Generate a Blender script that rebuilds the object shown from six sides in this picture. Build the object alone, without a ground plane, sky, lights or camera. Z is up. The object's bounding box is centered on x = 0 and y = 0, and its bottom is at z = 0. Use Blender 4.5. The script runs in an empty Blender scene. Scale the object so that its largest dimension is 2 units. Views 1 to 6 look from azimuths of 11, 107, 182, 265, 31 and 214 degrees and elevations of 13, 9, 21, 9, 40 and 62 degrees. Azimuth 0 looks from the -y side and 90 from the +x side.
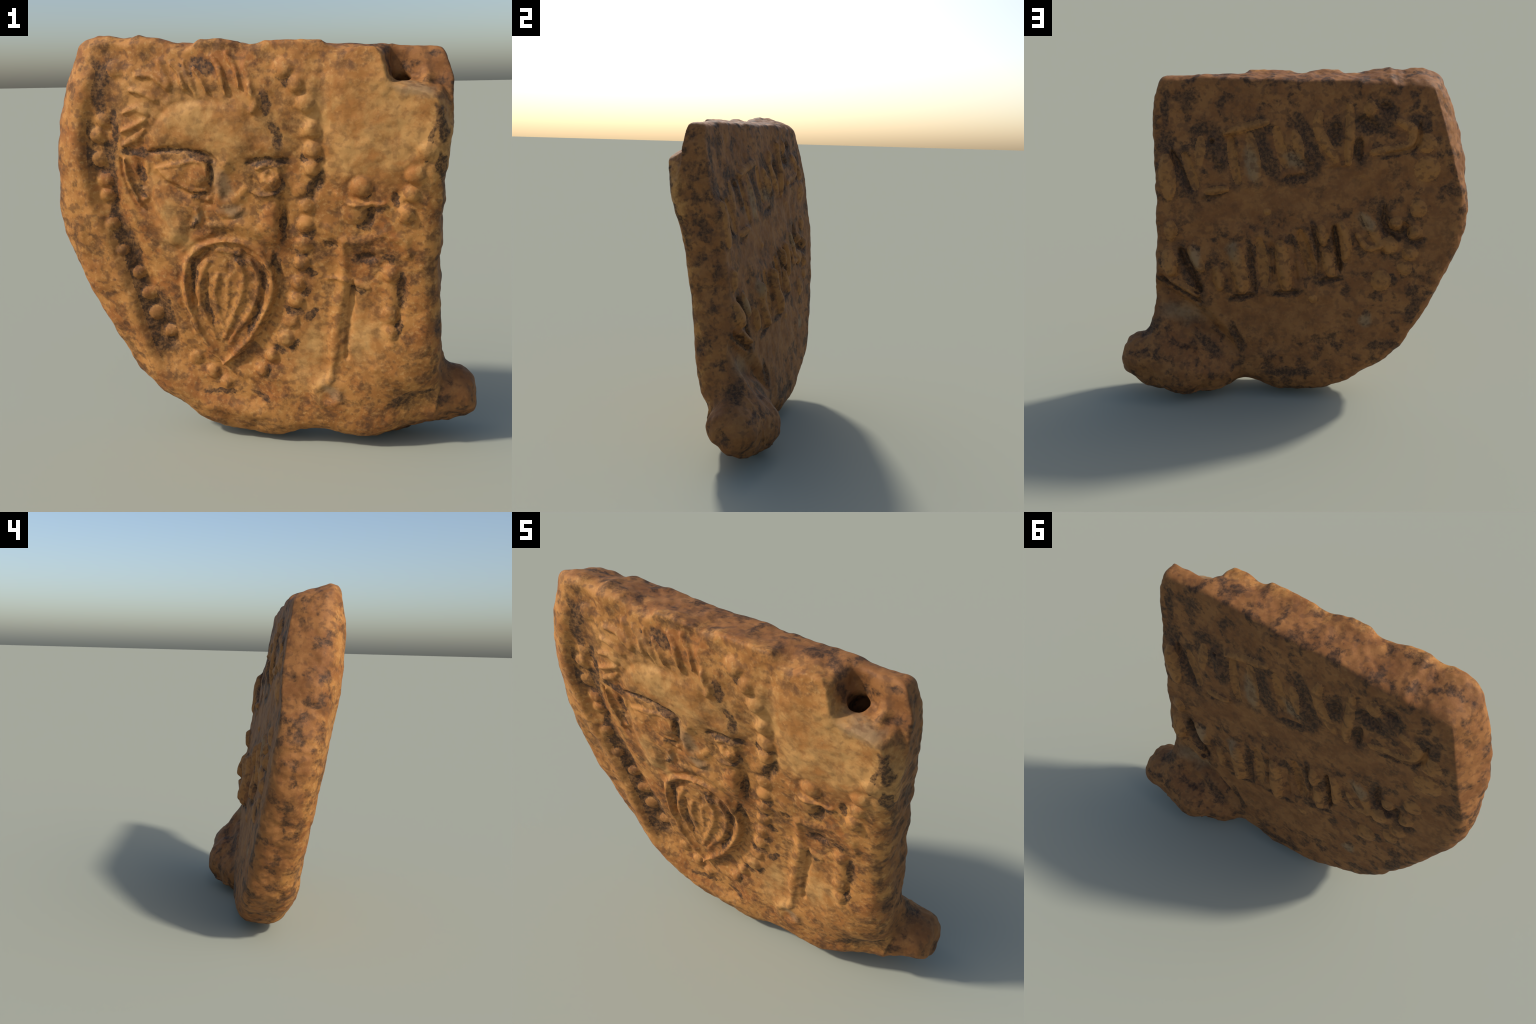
# Fragment of a fired-clay relief plaque: a leaning slab with a bearded mask in a
# beaded frame on the front, raised letters on the back, a broken lug at the foot
# and a chipped corner with a bored hole.
#
# The body is described in slab coordinates (u right, v up along the slab, w out of
# the front face): an outline, two faces with edge profiles, relief strokes/beads
# on each face, a lug blended on, a notch and a hole cut away. It is meshed once,
# as one smooth skin, and the skin is then separated into its named parts.
import bpy, math
import numpy as np
from mathutils import Matrix, Vector

W_AX = np.array([-0.0245, -0.990, -0.137]); W_AX /= np.linalg.norm(W_AX)
U_AX = np.array([-W_AX[1], W_AX[0], 0.0]); U_AX /= np.linalg.norm(U_AX)
V_AX = np.cross(W_AX, U_AX)
AXES = np.stack([U_AX, V_AX, W_AX])          # rows: slab axes in world

STEP = 0.0050                                 # meshing step
FRONT_W, BACK_W = 0.052, -0.208               # the two faces

# ------------------------------------------------------------------ outline
OUTLINE = [(-0.700, 2.020), (-0.788, 1.930), (-0.843, 1.810), (-0.891, 1.690), (-0.937, 1.560), (-0.974, 1.400),
           (-0.986, 1.260), (-0.996, 1.150), (-0.980, 1.020), (-0.947, 0.900), (-0.897, 0.785), (-0.840, 0.655),
           (-0.760, 0.500), (-0.690, 0.375), (-0.620, 0.285), (-0.540, 0.215), (-0.460, 0.158), (-0.360, 0.088),
           (-0.270, 0.045), (-0.180, 0.020), (-0.050, 0.010), (0.050, 0.005), (0.115, 0.028), (0.180, 0.052),
           (0.260, 0.058), (0.360, 0.040), (0.480, 0.020), (0.620, 0.015), (0.740, 0.060), (0.789, 0.160),
           (0.807, 0.320), (0.807, 0.520), (0.794, 0.750), (0.784, 0.930), (0.790, 1.020), (0.786, 1.150),
           (0.796, 1.220), (0.792, 1.300), (0.804, 1.400), (0.814, 1.540), (0.810, 1.660), (0.806, 1.740),
           (0.785, 1.800), (0.755, 1.865), (0.700, 1.930), (0.660, 2.020)]
# the top arris, front and back: (u, v)
TOP_FRONT = [(-1.0, 1.90), (-0.80, 1.905), (-0.70, 1.938), (-0.63, 1.940), (-0.585, 1.926), (-0.545, 1.930), (-0.515, 1.948),
             (-0.46, 1.942), (-0.40, 1.928), (-0.33, 1.914), (-0.27, 1.914), (-0.228, 1.928), (-0.14, 1.926), (-0.065, 1.920),
             (-0.02, 1.904), (0.01, 1.904), (0.046, 1.916), (0.17, 1.916), (0.285, 1.914), (0.315, 1.896), (0.34, 1.886),
             (0.44, 1.886), (0.50, 1.880), (0.60, 1.880), (0.74, 1.874), (0.90, 1.870)]
TOP_BACK = [(-1.0, 1.86), (-0.72, 1.862), (-0.3, 1.850), (0.2, 1.840), (0.74, 1.822), (0.9, 1.82)]

# ------------------------------------------------------------------ relief
# strokes: ([points], half width, height); beads: (u, v, radius, height)
BORDER_BEADS = [
    (-0.607, 1.805, 0.037, 0.014),
    (-0.685, 1.585, 0.034, 0.016),
    (-0.715, 1.520, 0.037, 0.018),
    (-0.721, 1.413, 0.034, 0.014),
    (-0.704, 1.314, 0.037, 0.018),
    (-0.705, 1.240, 0.034, 0.018),
    (-0.693, 1.108, 0.031, 0.014),
    (-0.659, 0.980, 0.027, 0.014),
    (-0.591, 0.864, 0.031, 0.018),
    (-0.553, 0.760, 0.035, 0.016),
    (-0.526, 0.662, 0.035, 0.022),
    (-0.464, 0.567, 0.032, 0.024),
    (-0.340, 0.439, 0.035, 0.018),
    (-0.257, 0.374, 0.034, 0.02),
    (-0.192, 0.323, 0.034, 0.014),
    (0.126, 1.793, 0.041, 0.016),
    (0.182, 1.731, 0.037, 0.018),
    (0.220, 1.647, 0.040, 0.022),
    (0.242, 1.545, 0.041, 0.022),
    (0.241, 1.456, 0.041, 0.018),
    (0.238, 1.379, 0.038, 0.022),
    (0.187, 1.278, 0.031, 0.01),
    (0.213, 1.211, 0.034, 0.018),
    (0.204, 1.128, 0.037, 0.022),
    (0.197, 1.029, 0.040, 0.016),
    (0.186, 0.944, 0.037, 0.022),
    (0.164, 0.843, 0.037, 0.022),
    (0.154, 0.760, 0.038, 0.024),
    (0.129, 0.659, 0.037, 0.018),
    (0.103, 0.565, 0.040, 0.024),
    (0.032, 0.474, 0.037, 0.024),
    (-0.015, 0.401, 0.034, 0.022),
    (0.717, 1.457, 0.041, 0.014),
    (0.673, 1.355, 0.040, 0.02),
    (0.654, 1.268, 0.038, 0.024),
    (0.639, 1.184, 0.040, 0.024),
    (0.579, 0.908, 0.041, 0.018),
    (0.572, 0.708, 0.037, 0.012),
    (0.576, 0.623, 0.037, 0.01),
]
MOTIF_BEADS = [
    (0.450, 1.299, 0.043, 0.026),
    (0.420, 1.185, 0.052, 0.012),
]
RIM_LINE = [
    ([(-0.734, 1.790), (-0.780, 1.650), (-0.808, 1.505), (-0.812, 1.340), (-0.768, 1.154), (-0.702, 0.987), (-0.662, 0.814), (-0.615, 0.637), (-0.571, 0.472), (-0.501, 0.350), (-0.359, 0.232), (-0.195, 0.190), (-0.032, 0.164), (0.097, 0.143)], 0),
]
CHANNEL_LINE = [
    ([(-0.616, 1.856), (-0.671, 1.691), (-0.712, 1.520), (-0.715, 1.371), (-0.704, 1.234), (-0.678, 1.092), (-0.635, 0.948), (-0.589, 0.801), (-0.525, 0.624), (-0.439, 0.480), (-0.315, 0.382), (-0.188, 0.310), (-0.059, 0.285)], 0),
]
TRENCH = [
    ([(-0.671, 1.219), (-0.639, 1.086), (-0.590, 0.942), (-0.543, 0.803), (-0.497, 0.661), (-0.443, 0.524)], 0),
]
CHANNEL_RIGHT = [
    ([(0.043, 1.814), (0.107, 1.734), (0.170, 1.573), (0.188, 1.449), (0.163, 1.321), (0.145, 1.189), (0.110, 1.022), (0.104, 0.848), (0.069, 0.700), (0.002, 0.562), (-0.083, 0.452)], 0),
]
FACE_OUTLINE = [
    ([(-0.468, 1.584), (-0.370, 1.671), (-0.188, 1.688), (-0.055, 1.659), (0.031, 1.560), (0.114, 1.470), (0.118, 1.320), (0.104, 1.173), (0.100, 1.052), (0.051, 1.020), (-0.052, 1.047), (-0.156, 1.068), (-0.280, 1.048), (-0.385, 0.997), (-0.452, 1.043), (-0.478, 1.176), (-0.495, 1.313), (-0.497, 1.447)], 0),
]
FOREHEAD = [
    ([(-0.456, 1.548), (-0.357, 1.653), (-0.189, 1.669), (-0.057, 1.636), (0.016, 1.546), (0.104, 1.460), (-0.032, 1.423), (-0.137, 1.376), (-0.191, 1.433), (-0.322, 1.465), (-0.441, 1.473)], 0),
]
CHEEK_LEFT = [
    ([(-0.485, 1.313), (-0.339, 1.270), (-0.251, 1.226), (-0.304, 1.133), (-0.351, 1.038), (-0.415, 1.020), (-0.461, 1.114)], 0),
]
CHEEK_RIGHT = [
    ([(0.015, 1.201), (0.095, 1.218), (0.094, 1.052), (0.053, 1.058), (-0.003, 1.125)], 0),
]
HAIR_LOCKS = [
    ([(-0.506, 1.779), (-0.426, 1.773), (-0.365, 1.722)], 0.018, 0.016),
    ([(-0.543, 1.715), (-0.477, 1.705), (-0.421, 1.672)], 0.016, 0.014),
    ([(-0.584, 1.620), (-0.514, 1.640), (-0.472, 1.616)], 0.018, 0.012),
    ([(-0.598, 1.541), (-0.545, 1.560), (-0.482, 1.591)], 0.02, 0.014),
    ([(-0.601, 1.476), (-0.544, 1.505), (-0.494, 1.548)], 0.018, 0.012),
    ([(-0.349, 1.823), (-0.307, 1.779), (-0.289, 1.721)], 0.016, 0.018),
    ([(-0.251, 1.801), (-0.218, 1.760), (-0.194, 1.706)], 0.014, 0.016),
    ([(-0.176, 1.848), (-0.136, 1.789), (-0.116, 1.698)], 0.014, 0.018),
    ([(-0.113, 1.863), (-0.074, 1.801), (-0.054, 1.724)], 0.012, 0.018),
    ([(-0.033, 1.809), (-0.009, 1.736), (-0.005, 1.683)], 0.02, 0.008),
    ([(-0.405, 1.837), (-0.381, 1.790), (-0.356, 1.742)], 0.018, 0.012),
    ([(-0.298, 1.835), (-0.275, 1.768), (-0.244, 1.699)], 0.013, 0.01),
    ([(-0.010, 1.730), (0.015, 1.669), (-0.001, 1.629)], 0.022, 0.012),
]
FEATURE_RIDGES = [
    ([(-0.597, 1.417), (-0.591, 1.335), (-0.563, 1.259), (-0.543, 1.202)], 0.013, 0.02),
    ([(-0.544, 1.435), (-0.501, 1.410), (-0.491, 1.358)], 0.016, 0.012),
    ([(-0.522, 1.282), (-0.506, 1.252), (-0.528, 1.229)], 0.014, 0.01),
    ([(-0.450, 1.379), (-0.358, 1.396), (-0.270, 1.416), (-0.221, 1.393), (-0.213, 1.339)], 0.01, 0.012),
    ([(-0.433, 1.370), (-0.364, 1.322), (-0.292, 1.286), (-0.229, 1.284)], 0.01, 0.014),
    ([(-0.135, 1.398), (-0.162, 1.332), (-0.173, 1.265)], 0.042, 0.012),
    ([(-0.220, 1.239), (-0.147, 1.221), (-0.086, 1.247), (-0.047, 1.289)], 0.028, 0.01),
    ([(-0.179, 1.182), (-0.120, 1.173), (-0.067, 1.192)], 0.024, 0.01),
    ([(-0.276, 1.195), (-0.268, 1.157), (-0.293, 1.118)], 0.016, 0.012),
    ([(0.001, 1.377), (0.045, 1.394), (0.094, 1.378), (0.104, 1.335)], 0.01, 0.012),
    ([(-0.025, 1.275), (0.032, 1.258), (0.097, 1.274)], 0.01, 0.012),
    ([(-0.229, 1.120), (-0.153, 1.122), (-0.063, 1.124), (-0.006, 1.080)], 0.022, 0.01),
    ([(-0.362, 0.990), (-0.295, 1.048), (-0.216, 1.081)], 0.02, 0.01),
]
FEATURE_GROOVES = [
    ([(-0.471, 1.450), (-0.397, 1.462), (-0.308, 1.459), (-0.220, 1.440), (-0.185, 1.416)], 0.014, 0.015),
    ([(-0.197, 1.390), (-0.200, 1.317), (-0.226, 1.257)], 0.016, 0.009),
    ([(-0.026, 1.408), (0.046, 1.420), (0.124, 1.412)], 0.016, 0.014),
    ([(-0.187, 1.290), (-0.206, 1.219), (-0.281, 1.233)], 0.016, 0.01),
    ([(-0.151, 1.149), (-0.098, 1.157), (-0.056, 1.200)], 0.012, 0.006),
    ([(-0.619, 1.417), (-0.605, 1.312), (-0.574, 1.236), (-0.539, 1.182)], 0.009, 0.011),
    ([(-0.532, 1.402), (-0.531, 1.343), (-0.521, 1.290)], 0.016, 0.01),
    ([(0.111, 1.262), (0.111, 1.128), (0.099, 1.044)], 0.018, 0.016),
    ([(-0.022, 1.341), (0.005, 1.297)], 0.016, 0.01),
    ([(0.099, 1.320), (0.091, 1.284)], 0.014, 0.01),
    ([(-0.453, 1.351), (-0.367, 1.292), (-0.279, 1.256)], 0.012, 0.006),
    ([(-0.292, 1.727), (-0.246, 1.672)], 0.02, 0.004),
]
BEARD_RIDGES = [
    ([(-0.157, 1.047), (-0.259, 1.022), (-0.334, 0.959), (-0.362, 0.861), (-0.354, 0.745), (-0.328, 0.636), (-0.272, 0.518), (-0.197, 0.423)], 0.017, 0.022),
    ([(-0.157, 1.047), (-0.060, 1.035), (0.012, 0.979), (0.053, 0.878), (0.038, 0.764), (-0.010, 0.654), (-0.086, 0.539), (-0.197, 0.423)], 0.016, 0.022),
    ([(-0.241, 0.946), (-0.277, 0.880), (-0.297, 0.781), (-0.273, 0.673), (-0.224, 0.556)], 0.012, 0.014),
    ([(-0.049, 0.954), (-0.015, 0.875), (-0.027, 0.777), (-0.079, 0.667), (-0.165, 0.542)], 0.013, 0.014),
    ([(-0.194, 0.999), (-0.145, 0.997), (-0.093, 0.984)], 0.014, 0.012),
    ([(-0.196, 0.884), (-0.220, 0.801), (-0.211, 0.702), (-0.185, 0.619)], 0.015, 0.016),
    ([(-0.105, 0.951), (-0.079, 0.881), (-0.100, 0.774), (-0.151, 0.654), (-0.185, 0.567)], 0.018, 0.018),
    ([(-0.153, 0.869), (-0.160, 0.754), (-0.178, 0.670)], 0.012, 0.008),
]
BEARD_GROOVES = [
    ([(-0.237, 1.002), (-0.305, 0.928), (-0.325, 0.829), (-0.317, 0.730)], 0.014, 0.016),
    ([(-0.077, 0.992), (0.002, 0.924), (0.017, 0.845), (-0.006, 0.746), (-0.066, 0.626)], 0.012, 0.014),
    ([(-0.246, 0.882), (-0.260, 0.766), (-0.232, 0.633)], 0.01, 0.01),
    ([(0.061, 0.973), (0.079, 0.879), (0.063, 0.749), (0.004, 0.613)], 0.014, 0.014),
    ([(-0.145, 0.950), (-0.152, 0.886)], 0.014, 0.008),
    ([(-0.385, 0.909), (-0.383, 0.743), (-0.339, 0.592)], 0.014, 0.008),
]
MOTIF_RIDGES = [
    ([(0.344, 1.269), (0.388, 1.230), (0.441, 1.221), (0.550, 1.226)], 0.012, 0.014),
    ([(0.374, 1.053), (0.370, 0.969), (0.370, 0.876), (0.355, 0.748), (0.339, 0.633), (0.326, 0.515), (0.309, 0.376)], 0.03, 0.017),
    ([(0.302, 0.870), (0.370, 0.873), (0.435, 0.851), (0.485, 0.834)], 0.013, 0.012),
    ([(0.301, 1.118), (0.371, 1.053), (0.455, 1.055), (0.552, 1.095)], 0.026, 0.01),
    ([(0.580, 1.074), (0.628, 1.053), (0.650, 0.994)], 0.03, 0.014),
    ([(0.580, 0.908), (0.577, 0.823), (0.575, 0.696), (0.589, 0.566)], 0.028, 0.008),
    ([(0.517, 0.444), (0.636, 0.402), (0.783, 0.362)], 0.04, 0.006),
]
MOTIF_GROOVES = [
    ([(0.496, 1.211), (0.483, 1.145)], 0.022, 0.022),
    ([(0.449, 0.980), (0.498, 0.981)], 0.026, 0.016),
    ([(0.413, 0.862), (0.410, 0.767), (0.398, 0.637), (0.386, 0.485)], 0.014, 0.014),
    ([(0.626, 0.872), (0.630, 0.778), (0.609, 0.665)], 0.02, 0.014),
    ([(0.262, 1.322), (0.246, 1.250)], 0.022, 0.012),
    ([(0.590, 1.270), (0.597, 1.242)], 0.016, 0.01),
    ([(0.300, 1.040), (0.328, 1.032)], 0.014, 0.01),
    ([(0.289, 1.770), (0.288, 1.679), (0.292, 1.518), (0.282, 1.322)], 0.03, 0.008),
]
MOTIF_DISC = [
    ([(0.297, 0.296)], 0.075, 0.01),
]
NOTCH_EDGE = [
    ([(0.531, 1.866), (0.545, 1.784), (0.569, 1.729), (0.639, 1.721), (0.696, 1.706), (0.753, 1.683), (0.777, 1.622), (0.819, 1.517)], 0),
]
LETTER_STROKES = [
    ([(0.725, 1.392), (0.716, 1.281), (0.707, 1.187)], 0.04, 0.016),
    ([(0.622, 1.414), (0.581, 1.304), (0.556, 1.240)], 0.024, -0.012),
    ([(0.530, 1.508), (0.538, 1.380)], 0.026, 0.01),
    ([(0.392, 1.546), (0.273, 1.586), (0.156, 1.619)], 0.022, 0.02),
    ([(0.364, 1.514), (0.343, 1.387), (0.314, 1.278)], 0.024, -0.016),
    ([(0.254, 1.536), (0.224, 1.410), (0.208, 1.300)], 0.028, 0.004),
    ([(0.109, 1.577), (0.069, 1.452), (0.048, 1.380)], 0.024, -0.012),
    ([(-0.000, 1.563), (-0.041, 1.438)], 0.026, 0.014),
    ([(-0.132, 1.674), (-0.126, 1.594), (-0.175, 1.506), (-0.233, 1.423)], 0.026, 0.018),
    ([(-0.296, 1.724), (-0.303, 1.591), (-0.303, 1.411)], 0.024, 0.018),
    ([(-0.406, 1.736), (-0.412, 1.684)], 0.032, 0.012),
    ([(-0.571, 1.645), (-0.645, 1.603), (-0.650, 1.532), (-0.581, 1.494), (-0.439, 1.474)], 0.026, 0.01),
    ([(0.490, 1.215), (0.378, 1.238)], 0.022, 0.014),
    ([(0.698, 1.017), (0.698, 0.949)], 0.036, 0.018),
    ([(0.717, 0.842), (0.689, 0.745)], 0.042, 0.026),
    ([(0.689, 0.686), (0.602, 0.640), (0.543, 0.603)], 0.022, 0.022),
    ([(0.583, 0.877), (0.535, 0.791), (0.515, 0.763)], 0.028, 0.018),
    ([(0.429, 0.757), (0.408, 0.659)], 0.03, 0.016),
    ([(0.316, 0.889), (0.291, 0.744), (0.274, 0.656)], 0.04, 0.028),
    ([(0.185, 0.943), (0.159, 0.809), (0.150, 0.682)], 0.026, -0.012),
    ([(0.062, 0.929), (0.039, 0.795), (0.016, 0.678)], 0.036, 0.028),
    ([(-0.048, 1.001), (-0.090, 0.878), (-0.123, 0.764)], 0.026, -0.024),
    ([(-0.168, 1.035), (-0.187, 0.950)], 0.028, 0.024),
    ([(-0.202, 0.893), (-0.236, 0.769)], 0.03, 0.02),
    ([(-0.278, 1.059), (-0.311, 0.965), (-0.316, 0.870)], 0.028, 0.014),
    ([(-0.404, 1.120), (-0.455, 1.047), (-0.510, 0.945)], 0.022, 0.012),
    ([(-0.374, 1.006), (-0.433, 0.932), (-0.507, 0.936)], 0.016, 0.008),
]
LETTER_DOTS = [
    (-0.587, 1.072, 0.043, 0.018),
    (-0.698, 1.030, 0.047, 0.022),
    (-0.679, 0.909, 0.051, 0.018),
    (-0.709, 1.167, 0.055, 0.014),
    (-0.558, 0.948, 0.058, 0.014),
    (-0.654, 0.818, 0.047, 0.012),
    (-0.523, 0.740, 0.066, 0.014),
    (-0.730, 1.535, 0.058, 0.012),
    (-0.741, 1.392, 0.078, 0.01),
    (-0.139, 0.611, 0.027, 0.008),
    (0.142, 1.112, 0.023, 0.008),
]
LETTER_HOLLOWS = [
    ([(0.697, 1.429), (0.641, 1.321), (0.594, 1.229)], 0.018, 0.016),
    ([(0.465, 1.529), (0.437, 1.439), (0.417, 1.385)], 0.026, -0.01),
    ([(0.208, 1.538), (0.169, 1.430), (0.130, 1.340)], 0.024, 0.002),
    ([(-0.039, 1.510), (-0.097, 1.413)], 0.026, -0.01),
    ([(-0.225, 1.607), (-0.227, 1.553)], 0.022, 0.014),
    ([(-0.366, 1.647), (-0.448, 1.614)], 0.03, 0.014),
    ([(-0.363, 1.540), (-0.360, 1.432)], 0.018, 0.012),
    ([(-0.687, 1.640), (-0.669, 1.515), (-0.511, 1.464)], 0.012, 0.014),
    ([(-0.513, 1.722), (-0.478, 1.721)], 0.022, 0.012),
    ([(0.640, 0.865), (0.583, 0.750), (0.534, 0.633)], 0.02, 0.02),
    ([(0.241, 0.902), (0.219, 0.787), (0.206, 0.649)], 0.012, 0.01),
    ([(0.109, 0.927), (0.093, 0.714)], 0.012, 0.01),
    ([(0.013, 0.979), (-0.013, 0.894), (-0.041, 0.721)], 0.012, 0.006),
    ([(-0.122, 1.033), (-0.165, 0.882), (-0.170, 0.766)], 0.01, 0.012),
    ([(-0.242, 1.038), (-0.267, 0.906), (-0.291, 0.791)], 0.013, 0.02),
    ([(0.082, 0.636), (-0.042, 0.652)], 0.014, 0.012),
    ([(-0.172, 0.717), (-0.284, 0.742)], 0.014, 0.012),
    ([(-0.521, 1.163), (-0.537, 1.051), (-0.632, 1.008), (-0.646, 1.074)], 0.022, 0.016),
    ([(-0.680, 0.981), (-0.734, 0.993)], 0.014, 0.01),
    ([(-0.528, 0.898), (-0.517, 0.936)], 0.012, 0.01),
    ([(0.766, 0.712), (0.660, 0.637), (0.524, 0.554)], 0.012, 0.02),
    ([(0.330, 0.594), (0.215, 0.619)], 0.012, 0.01),
    ([(0.327, 0.402), (0.286, 0.302)], 0.02, 0.01),
    ([(0.518, 1.167), (0.415, 1.190)], 0.012, 0.008),
    ([(0.046, 1.310), (-0.064, 1.329)], 0.012, 0.008),
    ([(-0.190, 1.371), (-0.299, 1.384)], 0.012, 0.008),
]
BEARD_OUTLINE = [(-0.156, 1.072), (-0.281, 1.040), (-0.356, 0.974), (-0.393, 0.859), (-0.384, 0.735), (-0.346, 0.609), (-0.282, 0.491), (-0.199, 0.399), (-0.080, 0.505), (0.012, 0.630), (0.068, 0.758), (0.079, 0.879), (0.038, 0.988), (-0.044, 1.055)]
EYE_OUTLINE = [(-0.428, 1.373), (-0.335, 1.404), (-0.251, 1.419), (-0.210, 1.378), (-0.221, 1.313), (-0.277, 1.283), (-0.357, 1.318)]
NOSE_OUTLINE = [(-0.164, 1.405), (-0.098, 1.405), (-0.052, 1.318), (-0.033, 1.275), (-0.066, 1.200), (-0.121, 1.156), (-0.187, 1.174), (-0.228, 1.234), (-0.200, 1.309)]
EAR_OUTLINE = [(-0.606, 1.435), (-0.535, 1.447), (-0.485, 1.417), (-0.492, 1.343), (-0.500, 1.268), (-0.521, 1.214), (-0.547, 1.190), (-0.586, 1.266), (-0.612, 1.342)]
NOTCH_OUTLINE = [(0.529, 1.913), (0.532, 1.838), (0.546, 1.768), (0.570, 1.726), (0.638, 1.719), (0.696, 1.706), (0.753, 1.679), (0.777, 1.617), (0.831, 1.485), (0.932, 1.485), (0.908, 1.902)]
BACK_HOLLOW = [(0.796, 0.680), (0.660, 0.627), (0.514, 0.534), (0.326, 0.341), (0.305, 0.250), (0.444, 0.335), (0.640, 0.406), (0.837, 0.396)]
FRONT_STAINS = [
    (-0.696, 1.730, 0.114, 0.034, -1.56),
    (-0.750, 1.538, 0.059, 0.024, -1.18),
    (0.459, 1.130, 0.028, 0.015, -0.59),
    (0.778, 1.383, 0.070, 0.015, -1.42),
    (0.798, 0.321, 0.088, 0.015, 0.08),
    (-0.637, 1.558, 0.099, 0.015, -1.73),  # this and the next: channel shadow right of the left beads, painted dark
    (-0.669, 1.317, 0.146, 0.017, -1.62),
    (-0.213, 1.813, 0.053, 0.030, -0.31),
    (-0.293, 1.795, 0.033, 0.024, -0.82),
    (-0.655, 1.784, 0.077, 0.030, -2.20),
    (-0.766, 1.427, 0.062, 0.037, -0.89),
    (-0.670, 1.450, 0.046, 0.027, -1.46),
    (-0.698, 1.364, 0.029, 0.020, -1.03),
    (-0.679, 1.103, 0.111, 0.027, -1.53),
    (-0.649, 0.971, 0.173, 0.050, -1.47),
    (-0.605, 0.936, 0.092, 0.030, -1.59),
    (-0.563, 0.655, 0.191, 0.044, -1.45),
    (-0.483, 0.670, 0.113, 0.044, -1.36),
    (-0.504, 0.509, 0.071, 0.037, -0.27),
    (-0.390, 1.457, 0.082, 0.013, 0.05),
    (-0.254, 1.442, 0.072, 0.015, -0.29),
    (-0.201, 1.353, 0.059, 0.015, -1.56),
    (-0.550, 1.452, 0.064, 0.019, -0.11),
    (-0.529, 1.358, 0.032, 0.015, -1.13),
    (-0.529, 1.274, 0.026, 0.017, -0.98),
    (0.052, 1.412, 0.088, 0.017, -0.01),
    (0.054, 1.367, 0.022, 0.012, 0.00),
    (0.095, 1.298, 0.038, 0.015, -1.77),
    (-0.293, 1.126, 0.019, 0.010, 1.06),
    (-0.264, 1.264, 0.031, 0.013, -2.69),
    (-0.316, 0.878, 0.082, 0.015, -1.74),
    (-0.086, 0.964, 0.030, 0.017, -1.07),
    (0.017, 0.876, 0.062, 0.013, -1.52),
    (-0.249, 0.712, 0.082, 0.010, -1.43),
    (0.071, 0.938, 0.059, 0.015, -1.38),
    (-0.037, 0.669, 0.081, 0.013, -2.03),
    (0.140, 1.750, 0.038, 0.020, -0.59),
    (0.044, 1.665, 0.053, 0.022, -1.35),
    (0.092, 1.526, 0.054, 0.019, -1.33),
    (0.239, 1.422, 0.046, 0.015, -0.05),
    (0.241, 1.296, 0.078, 0.025, -2.03),
    (0.106, 1.113, 0.074, 0.013, -1.60),
    (0.222, 1.075, 0.034, 0.020, -2.15),
    (0.183, 0.993, 0.027, 0.017, -0.82),
    (0.221, 0.901, 0.024, 0.015, -1.16),
    (0.197, 0.808, 0.027, 0.013, -1.88),
    (0.142, 0.712, 0.044, 0.017, -0.24),
    (0.144, 0.541, 0.029, 0.015, -1.87),
    (0.070, 0.515, 0.028, 0.017, -0.82),
    (0.017, 0.402, 0.029, 0.015, -1.14),
    (-0.227, 0.277, 0.074, 0.012, -0.02),
    (-0.019, 0.261, 0.042, 0.013, 2.53),
    (0.473, 1.286, 0.034, 0.015, 1.22),
    (0.487, 1.167, 0.053, 0.022, -1.95),
    (0.513, 1.203, 0.043, 0.012, 0.21),
    (0.474, 0.975, 0.057, 0.025, -0.03),
    (0.438, 0.832, 0.038, 0.019, -0.37),
    (0.316, 1.036, 0.029, 0.013, -0.25),
    (0.591, 1.252, 0.032, 0.013, -1.49),
    (0.575, 0.977, 0.032, 0.017, -0.46),
    (0.629, 0.833, 0.076, 0.022, -1.55),
    (0.611, 0.657, 0.038, 0.013, -1.65),
    (0.764, 1.576, 0.069, 0.020, -1.25),
    (0.728, 1.497, 0.074, 0.013, -1.75),
    (0.849, 0.401, 0.068, 0.027, -0.87),
    (0.650, 0.278, 0.064, 0.027, 0.45),
    (0.799, 1.202, 0.088, 0.017, -1.60),
    (0.796, 0.652, 0.063, 0.024, -1.43),
    (0.224, 0.708, 0.039, 0.013, -2.40),
]
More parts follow.
